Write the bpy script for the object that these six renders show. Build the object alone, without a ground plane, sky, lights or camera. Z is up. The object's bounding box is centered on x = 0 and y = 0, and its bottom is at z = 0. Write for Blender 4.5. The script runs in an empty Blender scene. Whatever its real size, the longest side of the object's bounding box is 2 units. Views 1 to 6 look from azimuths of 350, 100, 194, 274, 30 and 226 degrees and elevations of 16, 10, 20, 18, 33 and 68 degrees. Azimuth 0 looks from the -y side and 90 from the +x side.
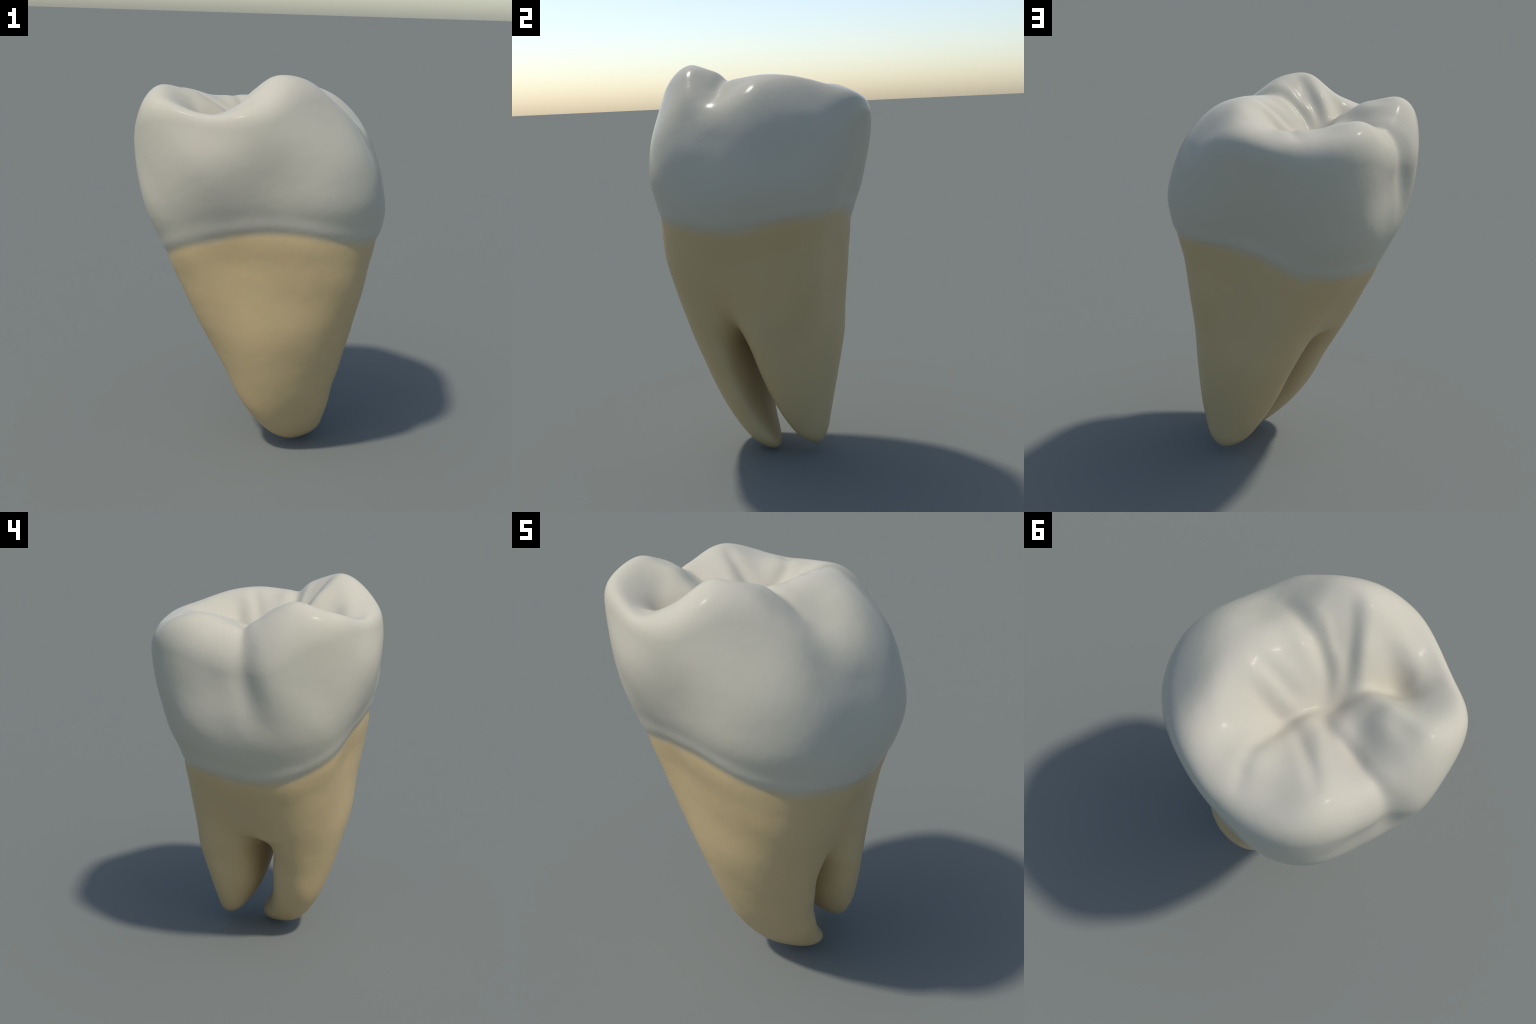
"""A two-rooted molar tooth: glossy ivory-white enamel crown with four cusps, tan roots.

The tooth is one smooth implicit body, described by
  * WALL   - a loft of horizontal cross-sections (radii around a leaning axis) for crown wall and neck
  * RELIEF - named landmarks of the chewing surface (cusp tips, ridges, groove floors, pits)
  * GROOVES- fine fissures carved along short polylines
  * ROOTS  - two elliptical lofts along curved spines
The body is meshed once, projected on the exact surface and divided into crown, neck and two roots.
"""
import bpy, math
import numpy as np

# ------------------------------------------------------------------ shape description
AXIS_X0, AXIS_LEAN, AXIS_Y = 0.22, -0.26, 0.02      # axis: x = X0 + LEAN*(z-0.6), y = AXIS_Y
WALL_Z0, WALL_DZ = 0.50, 0.115                      # row i stands at z = WALL_Z0 + (i-1)*WALL_DZ
WALL = [  # 20 radii per cross-section, counter-clockwise from +x
    [0.153, 0.200, 0.252, 0.286, 0.291, 0.294, 0.317, 0.338, 0.356, 0.380, 0.401, 0.411, 0.414, 0.423, 0.419, 0.378, 0.294, 0.210, 0.160, 0.141],  # z 0.39
    [0.204, 0.240, 0.292, 0.310, 0.299, 0.299, 0.341, 0.376, 0.377, 0.394, 0.426, 0.447, 0.437, 0.427, 0.429, 0.401, 0.340, 0.274, 0.219, 0.194],  # z 0.50
    [0.256, 0.281, 0.333, 0.334, 0.308, 0.305, 0.366, 0.413, 0.398, 0.409, 0.450, 0.482, 0.462, 0.430, 0.439, 0.423, 0.385, 0.340, 0.277, 0.247],  # z 0.61
    [0.309, 0.322, 0.370, 0.355, 0.319, 0.316, 0.390, 0.448, 0.423, 0.425, 0.475, 0.516, 0.489, 0.436, 0.447, 0.441, 0.431, 0.407, 0.335, 0.300],  # z 0.73
    [0.364, 0.365, 0.402, 0.370, 0.332, 0.337, 0.409, 0.476, 0.455, 0.449, 0.501, 0.547, 0.516, 0.445, 0.454, 0.452, 0.476, 0.474, 0.394, 0.355],  # z 0.84
    [0.412, 0.409, 0.427, 0.382, 0.346, 0.359, 0.421, 0.492, 0.490, 0.480, 0.527, 0.570, 0.538, 0.454, 0.462, 0.462, 0.516, 0.534, 0.454, 0.409],  # z 0.96
    [0.454, 0.458, 0.452, 0.394, 0.359, 0.376, 0.420, 0.495, 0.524, 0.515, 0.547, 0.580, 0.555, 0.458, 0.469, 0.480, 0.545, 0.570, 0.508, 0.467],  # z 1.08
    [0.497, 0.510, 0.481, 0.409, 0.372, 0.387, 0.425, 0.514, 0.562, 0.554, 0.583, 0.600, 0.563, 0.456, 0.473, 0.495, 0.557, 0.573, 0.554, 0.532],  # z 1.19
    [0.591, 0.585, 0.538, 0.464, 0.414, 0.416, 0.481, 0.575, 0.600, 0.573, 0.600, 0.644, 0.604, 0.497, 0.487, 0.496, 0.568, 0.608, 0.627, 0.611],  # z 1.31
    [0.641, 0.632, 0.580, 0.509, 0.458, 0.461, 0.520, 0.586, 0.601, 0.562, 0.599, 0.640, 0.619, 0.556, 0.528, 0.538, 0.618, 0.663, 0.652, 0.611],  # z 1.42
    [0.651, 0.626, 0.581, 0.536, 0.493, 0.502, 0.552, 0.600, 0.577, 0.517, 0.606, 0.616, 0.614, 0.586, 0.564, 0.550, 0.615, 0.663, 0.663, 0.610],  # z 1.54
    [0.632, 0.617, 0.582, 0.548, 0.516, 0.530, 0.561, 0.589, 0.550, 0.498, 0.589, 0.589, 0.607, 0.582, 0.582, 0.567, 0.607, 0.646, 0.653, 0.583],  # z 1.65
    [0.613, 0.625, 0.596, 0.565, 0.544, 0.545, 0.553, 0.563, 0.521, 0.495, 0.558, 0.557, 0.605, 0.542, 0.552, 0.584, 0.581, 0.588, 0.613, 0.567],  # z 1.77
    [0.594, 0.612, 0.608, 0.593, 0.575, 0.565, 0.559, 0.545, 0.517, 0.507, 0.530, 0.548, 0.569, 0.518, 0.521, 0.561, 0.545, 0.526, 0.562, 0.569],  # z 1.88
    [0.574, 0.598, 0.612, 0.611, 0.600, 0.584, 0.565, 0.542, 0.523, 0.516, 0.521, 0.533, 0.533, 0.517, 0.517, 0.528, 0.513, 0.489, 0.513, 0.547],  # z 2.00
    [0.552, 0.586, 0.613, 0.626, 0.621, 0.600, 0.572, 0.546, 0.531, 0.523, 0.517, 0.515, 0.513, 0.516, 0.512, 0.500, 0.485, 0.471, 0.479, 0.513],  # z 2.11
]
# spine x, spine y, half width, half depth, bow, skew and two three-cornered terms of the section; row i stands at z = (i-1)*0.17
ROOT_DZ = 0.17
ROOT_FRONT = [
    [0.380, 0.157, -0.027, 0.047, -0.030, 0.089, -0.018, -0.035],  # z -0.17
    [0.279, 0.028, 0.073, 0.082, -0.010, 0.060, 0.017, -0.036],  # z 0.00
    [0.181, -0.092, 0.181, 0.120, 0.012, 0.038, 0.051, -0.034],  # z 0.17
    [0.114, -0.159, 0.245, 0.136, 0.049, -0.001, 0.063, -0.028],  # z 0.34
    [0.090, -0.200, 0.295, 0.152, 0.070, -0.024, 0.043, -0.032],  # z 0.51
    [0.062, -0.232, 0.362, 0.164, 0.078, -0.029, 0.011, -0.037],  # z 0.68
    [0.030, -0.271, 0.425, 0.169, 0.075, -0.028, -0.021, -0.042],  # z 0.85
    [-0.003, -0.312, 0.488, 0.174, 0.070, -0.028, -0.052, -0.045],  # z 1.02
    [-0.035, -0.353, 0.551, 0.178, 0.064, -0.028, -0.083, -0.048],  # z 1.19
]
ROOT_BACK = [
    [0.333, 0.349, -0.066, -0.032, -0.026, 0.016, 0.017, 0.030],  # z -0.17
    [0.301, 0.288, 0.042, 0.031, -0.023, 0.015, 0.015, 0.042],  # z 0.00
    [0.269, 0.228, 0.152, 0.098, -0.021, 0.014, 0.013, 0.053],  # z 0.17
    [0.236, 0.198, 0.235, 0.149, -0.028, 0.016, 0.019, 0.058],  # z 0.34
    [0.219, 0.199, 0.295, 0.170, -0.050, 0.008, 0.034, 0.052],  # z 0.51
    [0.192, 0.184, 0.356, 0.192, -0.056, 0.006, 0.041, 0.056],  # z 0.68
    [0.170, 0.168, 0.411, 0.206, -0.043, 0.008, 0.037, 0.065],  # z 0.85
    [0.150, 0.153, 0.469, 0.222, -0.025, 0.009, 0.031, 0.070],  # z 1.02
    [0.131, 0.139, 0.526, 0.238, -0.006, 0.010, 0.025, 0.075],  # z 1.19
]
ROOT_TIP = (0.001, 0.030)         # lowest point of the two roots
ROOT_TURN = (-0.168, -0.491)       # turn of their cross-sections about z
RELIEF = [  # landmarks of the chewing surface
    ("cusp tip", -0.019, -0.348, 1.995),
    ("cusp tip", -0.506, -0.126, 1.934),
    ("cusp tip", -0.364, 0.271, 1.880),
    ("cusp ridge", 0.131, 0.088, 1.911),
    ("cusp ridge", 0.219, 0.221, 1.908),
    ("cusp ridge", 0.332, 0.337, 1.788),
    ("front ridge", -0.273, -0.411, 1.836),
    ("front ridge", -0.403, -0.302, 1.851),
    ("front ridge", -0.126, -0.448, 1.895),
    ("back ridge", -0.098, 0.408, 1.828),
    ("back ridge", 0.103, 0.433, 1.851),
    ("back ridge", -0.256, 0.398, 1.841),
    ("left notch", -0.490, 0.110, 1.822),
    ("left groove", -0.359, 0.089, 1.812),
    ("left groove", -0.225, 0.036, 1.814),
    ("right notch", 0.140, -0.130, 1.917),
    ("right groove", 0.049, -0.105, 1.901),
    ("right groove", 0.328, -0.171, 1.834),
    ("central pit", -0.089, -0.010, 1.730),
    ("front pit", -0.307, -0.271, 1.804),
    ("front groove", -0.189, -0.206, 1.811),
    ("front groove", -0.143, -0.133, 1.808),
    ("triangular ridge", -0.002, -0.179, 1.868),
    ("triangular ridge", 0.019, -0.266, 1.960),
    ("triangular ridge", 0.114, -0.278, 1.978),
    ("triangular ridge", -0.425, -0.112, 1.923),
    ("triangular ridge", -0.276, -0.074, 1.837),
    ("triangular ridge", -0.260, 0.191, 1.844),
    ("triangular ridge", -0.161, 0.106, 1.782),
    ("back groove", -0.087, 0.384, 1.857),
    ("back groove", -0.030, 0.239, 1.793),
    ("back groove", -0.015, 0.140, 1.735),
    ("inner slope", 0.051, 0.079, 1.859),
    ("inner slope", 0.061, 0.202, 1.827),
    ("inner slope", 0.152, 0.301, 1.888),
    ("rim shoulder", 0.397, 0.015, 1.868),
    ("rim shoulder", 0.347, -0.444, 2.073),
    ("rim shoulder", 0.050, -0.657, 2.054),
    ("rim shoulder", -0.357, -0.587, 2.131),
    ("rim shoulder", -0.723, -0.202, 1.791),
    ("rim shoulder", -0.701, 0.144, 1.592),
    ("rim shoulder", -0.554, 0.499, 1.821),
    ("rim shoulder", -0.100, 0.652, 1.838),
    ("rim shoulder", 0.451, 0.600, 1.782),
    ("rim shoulder", 0.603, 0.201, 1.706),
    ("slope", -0.050, -0.102, 1.815),
    ("slope", -0.089, -0.218, 1.912),
    ("slope", -0.211, -0.303, 1.829),
    ("slope", -0.210, -0.135, 1.832),
    ("slope", -0.000, 0.002, 1.812),
    ("slope", -0.097, 0.083, 1.782),
    ("slope", -0.308, 0.013, 1.809),
    ("slope", -0.201, -0.381, 1.862),
    ("slope", -0.420, 0.000, 1.869),
    ("slope", -0.313, -0.191, 1.840),
    ("slope", 0.099, 0.000, 1.886),
    ("slope", 0.000, 0.318, 1.815),
    ("slope", -0.398, -0.202, 1.875),
    ("slope", -0.180, 0.251, 1.820),
    ("slope", 0.121, -0.190, 1.956),
    ("slope", -0.112, -0.325, 1.920),
    ("slope", 0.202, -0.049, 1.920),
    ("slope", 0.199, 0.102, 1.924),
    ("slope", -0.349, -0.203, 1.825),
    ("slope", -0.250, -0.250, 1.755),
    ("slope", -0.300, -0.330, 1.828),
    ("slope", -0.200, -0.221, 1.764),
    ("slope", -0.140, -0.297, 1.877),
    ("slope", -0.379, -0.331, 1.846),
    ("slope", -0.250, -0.160, 1.850),
    ("slope", -0.330, -0.103, 1.922),
]
NECK_LINE = [1.206, 1.247, 1.239, 1.242, 1.240, 1.195, 1.146, 1.125, 1.097, 1.061, 1.130, 1.219, 1.267, 1.301, 1.299, 1.243, 1.221, 1.187]  # height of the enamel edge, every 20 degrees
GROOVES = [  # fissures (and, with negative depth, small ridges): polyline in x y, depth, half width
    ("right groove", [(0.269, -0.176), (0.140, -0.152), (0.052, -0.134), (-0.039, -0.102), (-0.108, -0.040)], 0.025, 0.038),
    ("ridge beside right groove", [(0.075, -0.196), (0.001, -0.159), (-0.057, -0.137)], -0.012, 0.028),
    ("groove on front cusp", [(0.037, -0.300), (-0.019, -0.249), (-0.073, -0.187), (-0.116, -0.130), (-0.140, -0.052)], 0.022, 0.035),
    ("ridge on front cusp", [(-0.104, -0.272), (-0.135, -0.197), (-0.167, -0.180)], -0.01, 0.038),
    ("front pit", [(-0.132, -0.318), (-0.219, -0.299), (-0.298, -0.282), (-0.338, -0.340)], 0.035, 0.055),
    ("front groove", [(-0.147, -0.012), (-0.157, -0.090), (-0.185, -0.176), (-0.244, -0.222), (-0.312, -0.268)], 0.02, 0.04),
    ("dimple on left cusp", [(-0.276, -0.112), (-0.350, -0.095), (-0.470, -0.078)], 0.015, 0.04),
    ("left groove", [(-0.146, 0.022), (-0.231, 0.056), (-0.328, 0.070), (-0.424, 0.097), (-0.511, 0.099)], 0.02, 0.03),
    ("groove on back cusp", [(-0.097, 0.130), (-0.190, 0.181), (-0.283, 0.234), (-0.342, 0.279)], 0.014, 0.032),
    ("second groove on back cusp", [(-0.143, 0.043), (-0.228, 0.087), (-0.286, 0.116)], 0.01, 0.026),
    ("back groove", [(-0.104, -0.011), (-0.068, 0.068), (-0.057, 0.134), (-0.054, 0.231), (-0.062, 0.323), (-0.094, 0.394), (-0.132, 0.452)], 0.014, 0.034),
    ("fork of back groove", [(-0.089, -0.002), (-0.060, 0.082), (-0.018, 0.152)], 0.01, 0.026),
    ("groove on right cusp", [(0.145, 0.077), (0.054, 0.059), (-0.034, 0.034)], 0.02, 0.036),
    ("second groove on right cusp", [(0.088, 0.161), (0.028, 0.150), (-0.021, 0.132)], 0.014, 0.034),
]
WALL_GROOVES = [  # furrows down the crown wall: polyline in axis angle and z, depth, half width
    ("left wall groove", [(2.950, 1.824), (2.991, 1.739), (3.001, 1.628), (3.054, 1.512), (3.115, 1.362)], 0.04, 0.07),
    ("right wall groove", [(5.658, 1.936), (5.716, 1.877), (5.774, 1.791), (5.775, 1.701), (5.753, 1.628)], 0.035, 0.09),
]
FURCATION_Z = 0.66
LUMPS = 0.0008
CELL = 0.010


# ------------------------------------------------------------------ field
def basis(u, n, periodic=False):
    if not periodic:
        u = np.clip(u, 0, n - 3 - 1e-6)
    i = np.floor(u).astype(int)
    t = u - i
    w = np.stack([(1 - t) ** 3, 3 * t ** 3 - 6 * t ** 2 + 4, -3 * t ** 3 + 3 * t ** 2 + 3 * t + 1, t ** 3], -1) / 6
    k = i[..., None] + np.arange(4)
    return (k % n if periodic else k), w


def smooth_min(a, b, k):
    h = np.clip(0.5 + 0.5 * (b - a) / k, 0, 1)
    return b * (1 - h) + a * h - k * h * (1 - h)


def smooth_max(a, b, k):
    return -smooth_min(-a, -b, k)


WALL = np.array(WALL)
ROOT_FRONT, ROOT_BACK = np.array(ROOT_FRONT), np.array(ROOT_BACK)
LAND = np.array([r[1:] for r in RELIEF])
NECK_LINE = np.array(NECK_LINE)


def solve_relief():
    n = len(LAND)
    d = np.linalg.norm(LAND[:, None, :2] - LAND[None, :, :2], axis=-1)
    K = np.zeros((n + 3, n + 3))
    K[:n, :n] = d ** 3 + 2e-4 * np.eye(n)
    K[:n, n] = 1
    K[:n, n + 1:] = LAND[:, :2]
    K[n:, :n] = K[:n, n:].T
    return np.linalg.solve(K, np.concatenate([LAND[:, 2], [0, 0, 0]]))


RELIEF_W = solve_relief()


def trench(x, y, line, width, fade):
    """smooth profile 0..1 of a furrow along a polyline; fade(t) scales it from one end to the other"""
    line = np.array(line, float)
    at = np.concatenate([[0], np.cumsum(np.linalg.norm(np.diff(line, axis=0), axis=1))])
    n = max(3, int(at[-1] / (0.6 * width)) + 1)
    u = np.linspace(0, at[-1], n)
    px, py, f = np.interp(u, at, line[:, 0]), np.interp(u, at, line[:, 1]), fade(u / at[-1])
    total = np.zeros(x.shape)
    for i in range(n):
        total += f[i] ** 4 * np.exp(-4 * ((x - px[i]) ** 2 + (y - py[i]) ** 2) / width ** 2)
    return 0.9 * total ** 0.25


def both_ends(t):
    return np.sin(np.pi * (0.12 + 0.76 * t))


def downwards(t):
    return 1 - 0.97 * t * t


def chewing_surface(x, y):
    flat = np.stack([x.ravel(), y.ravel()], 1)
    h = np.empty(len(flat))
    n = len(LAND)
    for s in range(0, len(flat), 20000):
        p = flat[s:s + 20000]
        r = np.sqrt(((p[:, None] - LAND[None, :, :2]) ** 2).sum(-1))
        h[s:s + 20000] = (r ** 3) @ RELIEF_W[:n] + RELIEF_W[n] + p @ RELIEF_W[n + 1:]
    h = h.reshape(x.shape)
    for name, line, depth, width in GROOVES:
        h = h - depth * trench(x, y, line, width, both_ends)
    return h


def axis_angle(x, y, z):
    return np.arctan2(y - AXIS_Y, x - (AXIS_X0 + AXIS_LEAN * (z - 0.6))) % (2 * np.pi)


def wall(x, y, z):
    X, Y = x - (AXIS_X0 + AXIS_LEAN * (z - 0.6)), y - AXIS_Y
    nz, nt = WALL.shape
    kt, wt = basis((np.arctan2(Y, X) % (2 * np.pi)) / (2 * np.pi) * nt - 1, nt, True)
    kz, wz = basis((z - WALL_Z0) / WALL_DZ, nz)
    r = np.zeros(x.shape)
    for a in range(4):
        for b in range(4):
            r += WALL[kz[..., a], kt[..., b]] * wz[..., a] * wt[..., b]
    theta = np.arctan2(Y, X) % (2 * np.pi)
    u = (z - neck_height(theta)) / 0.045                # enamel edge: slight overhang, fine crease, root swelling below
    r += 0.004 * np.exp(-((u - 0.9) / 0.8) ** 2) - 0.003 * np.exp(-(1.8 * u) ** 2) + 0.004 * np.exp(-((u + 1.5) / 1.3) ** 2)
    high = z > 1.0
    if high.any():
        for name, line, depth, width in WALL_GROOVES:
            r[high] -= depth * trench(0.55 * theta[high], z[high], [(0.55 * p, q) for p, q in line], width, downwards)
    return np.hypot(X, Y) - r


def root(rows, tip, turn, x, y, z):
    k, w = basis(z / ROOT_DZ, len(rows))
    v = (rows[k] * w[..., None]).sum(-2)
    dx, dy = x - v[..., 0], y - v[..., 1]
    c, s = math.cos(turn), math.sin(turn)
    dx, dy = c * dx + s * dy, -s * dx + c * dy
    e = np.clip(dx / v[..., 2], -1.3, 1.3)
    dy = dy - v[..., 4] * e * e - v[..., 5] * e
    q = (np.abs(dx / v[..., 2]) ** 2.2 + np.abs(dy / v[..., 3]) ** 2.2 + 1e-9) ** (1 / 2.2)
    phi = np.arctan2(dy / v[..., 3], dx / v[..., 2])
    q = q / (1 + v[..., 6] * np.cos(3 * phi) + v[..., 7] * np.sin(3 * phi))
    f = (q - 1) * np.minimum(v[..., 2], v[..., 3])
    return smooth_max(f, tip - z, 0.12)


def roots(x, y, z):
    return (root(ROOT_FRONT, ROOT_TIP[0], ROOT_TURN[0], x, y, z), root(ROOT_BACK, ROOT_TIP[1], ROOT_TURN[1], x, y, z))


def neck_height(theta):
    k, w = basis(theta / (2 * np.pi) * len(NECK_LINE) - 1, len(NECK_LINE), True)
    return (NECK_LINE[k] * w).sum(-1)


def tooth(x, y, z, top=None):
    if top is None:
        top = chewing_surface(x, y)
    f = smooth_max(wall(x, y, z), z - top, 0.15)
    a, b = roots(x, y, z)
    t = np.sin(np.pi / 2 * np.clip((z - 0.575) / 0.425, 0, 1)) ** 1.7      # the trunk fades into the two roots
    # the roof of the fork is filled out on the -x side, sharper on the +x side
    rise = np.clip((z - 0.44) / 0.28, 0, 1)
    web = 0.03 + 0.21 * rise * rise * np.clip((0.1 - x) / 0.35, 0, 1)
    f = smooth_min(a, b, web) * (1 - t) + f * t
    # faint unevenness of the grown surface
    lumps = np.sin(17 * x + 9 * z + 1) * np.sin(14 * y - 11 * z) + np.sin(23 * z + 8 * x - 12 * y) * np.sin(19 * x + 6 * y + 2)
    return f + LUMPS * lumps


# ------------------------------------------------------------------ meshing (dual grid, then exact projection)
def grid_mesh():
    ax = [np.arange(-0.72, 0.72, CELL), np.arange(-0.68, 0.68, CELL), np.arange(-0.06, 2.06, CELL)]
    gx, gy = np.meshgrid(ax[0], ax[1], indexing="ij")
    top = chewing_surface(gx, gy)
    F = np.stack([tooth(gx, gy, np.full(gx.shape, z), top) for z in ax[2]], -1)
    S = F < 0
    n = np.array(F.shape)
    total = np.zeros(tuple(n - 1))
    point = np.zeros(tuple(n - 1) + (3,))
    corner = [(i, j, k) for i in (0, 1) for j in (0, 1) for k in (0, 1)]
    cut = lambda a, o: a[o[0]:o[0] + n[0] - 1, o[1]:o[1] + n[1] - 1, o[2]:o[2] + n[2] - 1]
    for a in corner:
        for d in range(3):
            if a[d]:
                continue
            b = list(a)
            b[d] = 1
            fa, fb = cut(F, a), cut(F, b)
            cross = (fa < 0) != (fb < 0)
            t = np.where(cross, fa / np.where(cross, fa - fb, 1), 0)
            for e in range(3):
                point[..., e] += np.where(cross, a[e] + (t if e == d else 0), 0)
            total += cross
    used = total > 0
    index = np.full(used.shape, -1)
    index[used] = np.arange(used.sum())
    cells = np.argwhere(used)
    verts = (cells + point[used] / total[used][:, None]) * CELL + np.array([a[0] for a in ax])
    quads = []
    for d in range(3):
        u, v = (d + 1) % 3, (d + 2) % 3
        sl0, sl1 = [slice(1, -1)] * 3, [slice(1, -1)] * 3
        sl0[d], sl1[d] = slice(0, -1), slice(1, None)
        a, b = S[tuple(sl0)], S[tuple(sl1)]
        for flip, hit in ((False, a & ~b), (True, b & ~a)):
            p = np.argwhere(hit)
            off = np.ones(3, int)
            off[d] = 0
            p = p + off
            eu, ev = np.eye(3, dtype=int)[u], np.eye(3, dtype=int)[v]
            q = np.stack([index[tuple((p - eu - ev).T)], index[tuple((p - ev).T)], index[tuple(p.T)], index[tuple((p - eu).T)]], 1)
            quads.append(q[:, ::-1] if flip else q)
    return verts, np.concatenate(quads)


def value(p):
    return tooth(p[:, 0], p[:, 1], p[:, 2])


def gradient(p, e=0.002):
    return np.stack([(value(p + e * np.eye(3)[i]) - value(p - e * np.eye(3)[i])) / (2 * e) for i in range(3)], 1)


def project(p, steps=2):
    for _ in range(steps):
        g = gradient(p)
        move = value(p)[:, None] * g / np.maximum((g * g).sum(1), 0.05)[:, None]
        p = p - np.clip(move, -CELL, CELL)
    return p


verts, quads = grid_mesh()
verts = project(verts, 3)


def edge_height(p):
    return p[:, 2] - neck_height(axis_angle(p[:, 0], p[:, 1], p[:, 2]))


# region of every face: 0 crown, 1 neck, 2 front root, 3 back root
centre = verts[quads].mean(1)
fa, fb = roots(centre[:, 0], centre[:, 1], centre[:, 2])
region = np.where(edge_height(centre) > 0, 0, np.where(centre[:, 2] > FURCATION_Z + 0.03, 1, np.where(fa < fb, 2, 3)))
# pull the border vertices onto the enamel edge so that the seam runs clean
touch = np.zeros((len(verts), 4), bool)
for r in range(4):
    touch[quads[region == r].ravel(), r] = True
seam = touch[:, 0] & touch[:, 1]
p = verts[seam]
for _ in range(3):
    p[:, 2] -= np.clip(edge_height(p), -0.006, 0.006)
    p = project(p, 1)
verts[seam] = p
normals = gradient(verts, 0.003)
normals /= np.linalg.norm(normals, axis=1)[:, None]
low, high = verts[:, 2].min(), verts[:, 2].max()
verts[:, 2] = (verts[:, 2] - low) * 2.0 / (high - low)


# ------------------------------------------------------------------ material
class Graph:
    def __init__(self, name):
        self.mat = bpy.data.materials.new(name)
        self.mat.use_nodes = True
        self.t = self.mat.node_tree
        self.bsdf = self.t.nodes["Principled BSDF"]

    def put(self, socket, value):
        if isinstance(value, bpy.types.NodeSocket):
            self.t.links.new(value, socket)
        else:
            socket.default_value = value

    def math(self, op, a, b=0.0, c=0.0, clamp=False):
        n = self.t.nodes.new("ShaderNodeMath")
        n.operation = op
        n.use_clamp = clamp
        for i, v in enumerate((a, b, c)):
            self.put(n.inputs[i], v)
        return n.outputs[0]

    def noise(self, vector, scale, detail=2.0, rough=0.5):
        n = self.t.nodes.new("ShaderNodeTexNoise")
        self.put(n.inputs["Vector"], vector)
        n.inputs["Scale"].default_value = scale
        n.inputs["Detail"].default_value = detail
        n.inputs["Roughness"].default_value = rough
        return n.outputs[0]

    def step(self, v, lo, hi, out0=0.0, out1=1.0):
        n = self.t.nodes.new("ShaderNodeMapRange")
        n.interpolation_type = "SMOOTHSTEP"
        self.put(n.inputs[0], v)
        for i, k in enumerate((lo, hi, out0, out1)):
            self.put(n.inputs[i + 1], k)
        return n.outputs[0]

    def mix(self, fac, a, b, mode="MIX"):
        n = self.t.nodes.new("ShaderNodeMix")
        n.data_type = "RGBA"
        n.blend_type = mode
        self.put(n.inputs[0], fac)
        for s, v in ((n.inputs[6], a), (n.inputs[7], b)):
            self.put(s, v if isinstance(v, bpy.types.NodeSocket) else (*v, 1.0))
        return n.outputs[2]


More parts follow.
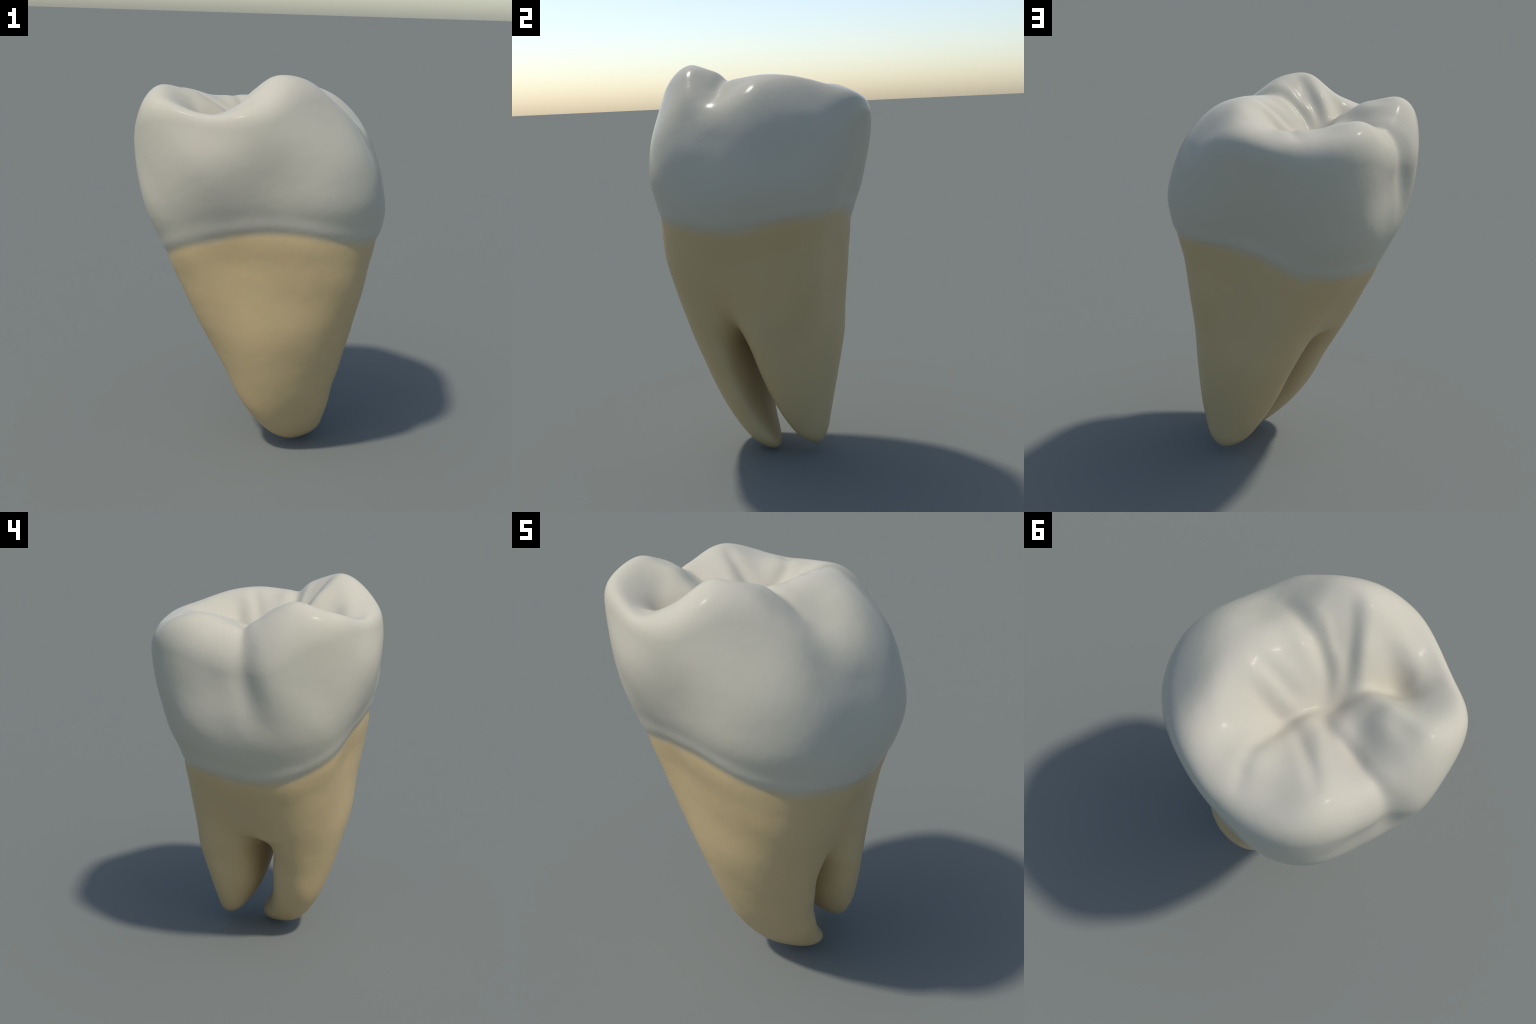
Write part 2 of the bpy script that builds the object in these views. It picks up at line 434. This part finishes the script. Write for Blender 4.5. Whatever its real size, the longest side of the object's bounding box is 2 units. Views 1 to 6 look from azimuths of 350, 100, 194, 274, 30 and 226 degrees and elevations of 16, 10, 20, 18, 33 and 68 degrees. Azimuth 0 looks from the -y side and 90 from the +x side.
def tooth_material(name):
    g = Graph(name)
    co = g.t.nodes.new("ShaderNodeTexCoord").outputs["Object"]
    xyz = g.t.nodes.new("ShaderNodeSeparateXYZ")
    g.put(xyz.inputs[0], co)
    x, y, z = xyz.outputs
    lean = g.math("MULTIPLY_ADD", g.math("SUBTRACT", z, 0.6), AXIS_LEAN, AXIS_X0)
    theta = g.math("ARCTAN2", g.math("SUBTRACT", y, AXIS_Y), g.math("SUBTRACT", x, lean))
    turn = g.math("FRACT", g.math("ADD", g.math("DIVIDE", theta, 2 * math.pi), 1.0))
    curve = g.t.nodes.new("ShaderNodeFloatCurve")
    pts = curve.mapping.curves[0].points
    N = 36
    for i in range(N + 1):
        h = float(neck_height(np.array([2 * math.pi * i / N]))[0]) - 0.8
        if i in (0, N):
            pts[0 if i == 0 else -1].location = (i / N, h)
        else:
            pts.new(i / N, h)
    curve.mapping.update()
    g.put(curve.inputs["Value"], turn)
    edge = g.math("SUBTRACT", z, g.math("ADD", curve.outputs[0], 0.8))
    wobble = g.math("MULTIPLY", g.math("SUBTRACT", g.noise(co, 6.0, 3.0), 0.5), 0.05)
    enamel_mask = g.step(g.math("ADD", edge, wobble), -0.032, 0.036)
    # enamel: warm white with faint cool, rosy and olive clouds
    cloud = g.step(g.noise(co, 3.1, 2.0), 0.42, 0.64)
    rosy = g.step(g.noise(co, 4.3, 1.0), 0.55, 0.7)
    enamel = g.mix(cloud, (0.515, 0.475, 0.38), (0.505, 0.47, 0.37))
    enamel = g.mix(g.math("MULTIPLY", rosy, 0.6), enamel, (0.52, 0.472, 0.38))
    # cementum: tan with ochre and olive clouds
    c2 = g.step(g.noise(co, 3.6, 3.0), 0.38, 0.66)
    c3 = g.step(g.noise(co, 6.0, 2.0), 0.5, 0.7)
    tan = g.mix(c2, (0.53, 0.395, 0.205), (0.515, 0.39, 0.205))
    tan = g.mix(g.math("MULTIPLY", c3, 0.5), tan, (0.54, 0.39, 0.205))
    g.put(g.bsdf.inputs["Base Color"], g.mix(enamel_mask, tan, enamel))
    g.put(g.bsdf.inputs["Roughness"], g.step(enamel_mask, 0.0, 1.0, 0.4, 0.2))
    g.bsdf.inputs["IOR"].default_value = 1.5
    g.put(g.bsdf.inputs["Specular IOR Level"], g.step(enamel_mask, 0.0, 1.0, 0.15, 0.02))
    bump = g.t.nodes.new("ShaderNodeBump")
    bump.inputs["Strength"].default_value = 0.15
    bump.inputs["Distance"].default_value = 0.01
    g.put(bump.inputs["Height"], g.noise(co, 14.0, 2.0))
    g.put(g.bsdf.inputs["Normal"], bump.outputs[0])
    return g.mat


# ------------------------------------------------------------------ objects
top_object = bpy.data.objects.new("molar_tooth", None)
top_object["label"] = "white four-cusped molar tooth with two tan roots"
top_object["category"] = "tooth"
bpy.context.scene.collection.objects.link(top_object)
materials = {"enamel": tooth_material("ivory_enamel"), "cementum": tooth_material("tan_cementum")}

for r, (name, mat) in enumerate((("crown", "enamel"), ("root_trunk", "cementum"), ("root", "cementum"), ("root", "cementum"))):
    q = quads[region == r]
    keep, inverse = np.unique(q.ravel(), return_inverse=True)
    mesh = bpy.data.meshes.new(name)
    mesh.from_pydata(verts[keep].tolist(), [], inverse.reshape(-1, 4).tolist())
    mesh.update()
    mesh.shade_smooth()
    mesh.normals_split_custom_set_from_vertices(normals[keep].tolist())
    mesh.materials.append(materials[mat])
    part = bpy.data.objects.new(name, mesh)
    bpy.context.scene.collection.objects.link(part)
    part.parent = top_object
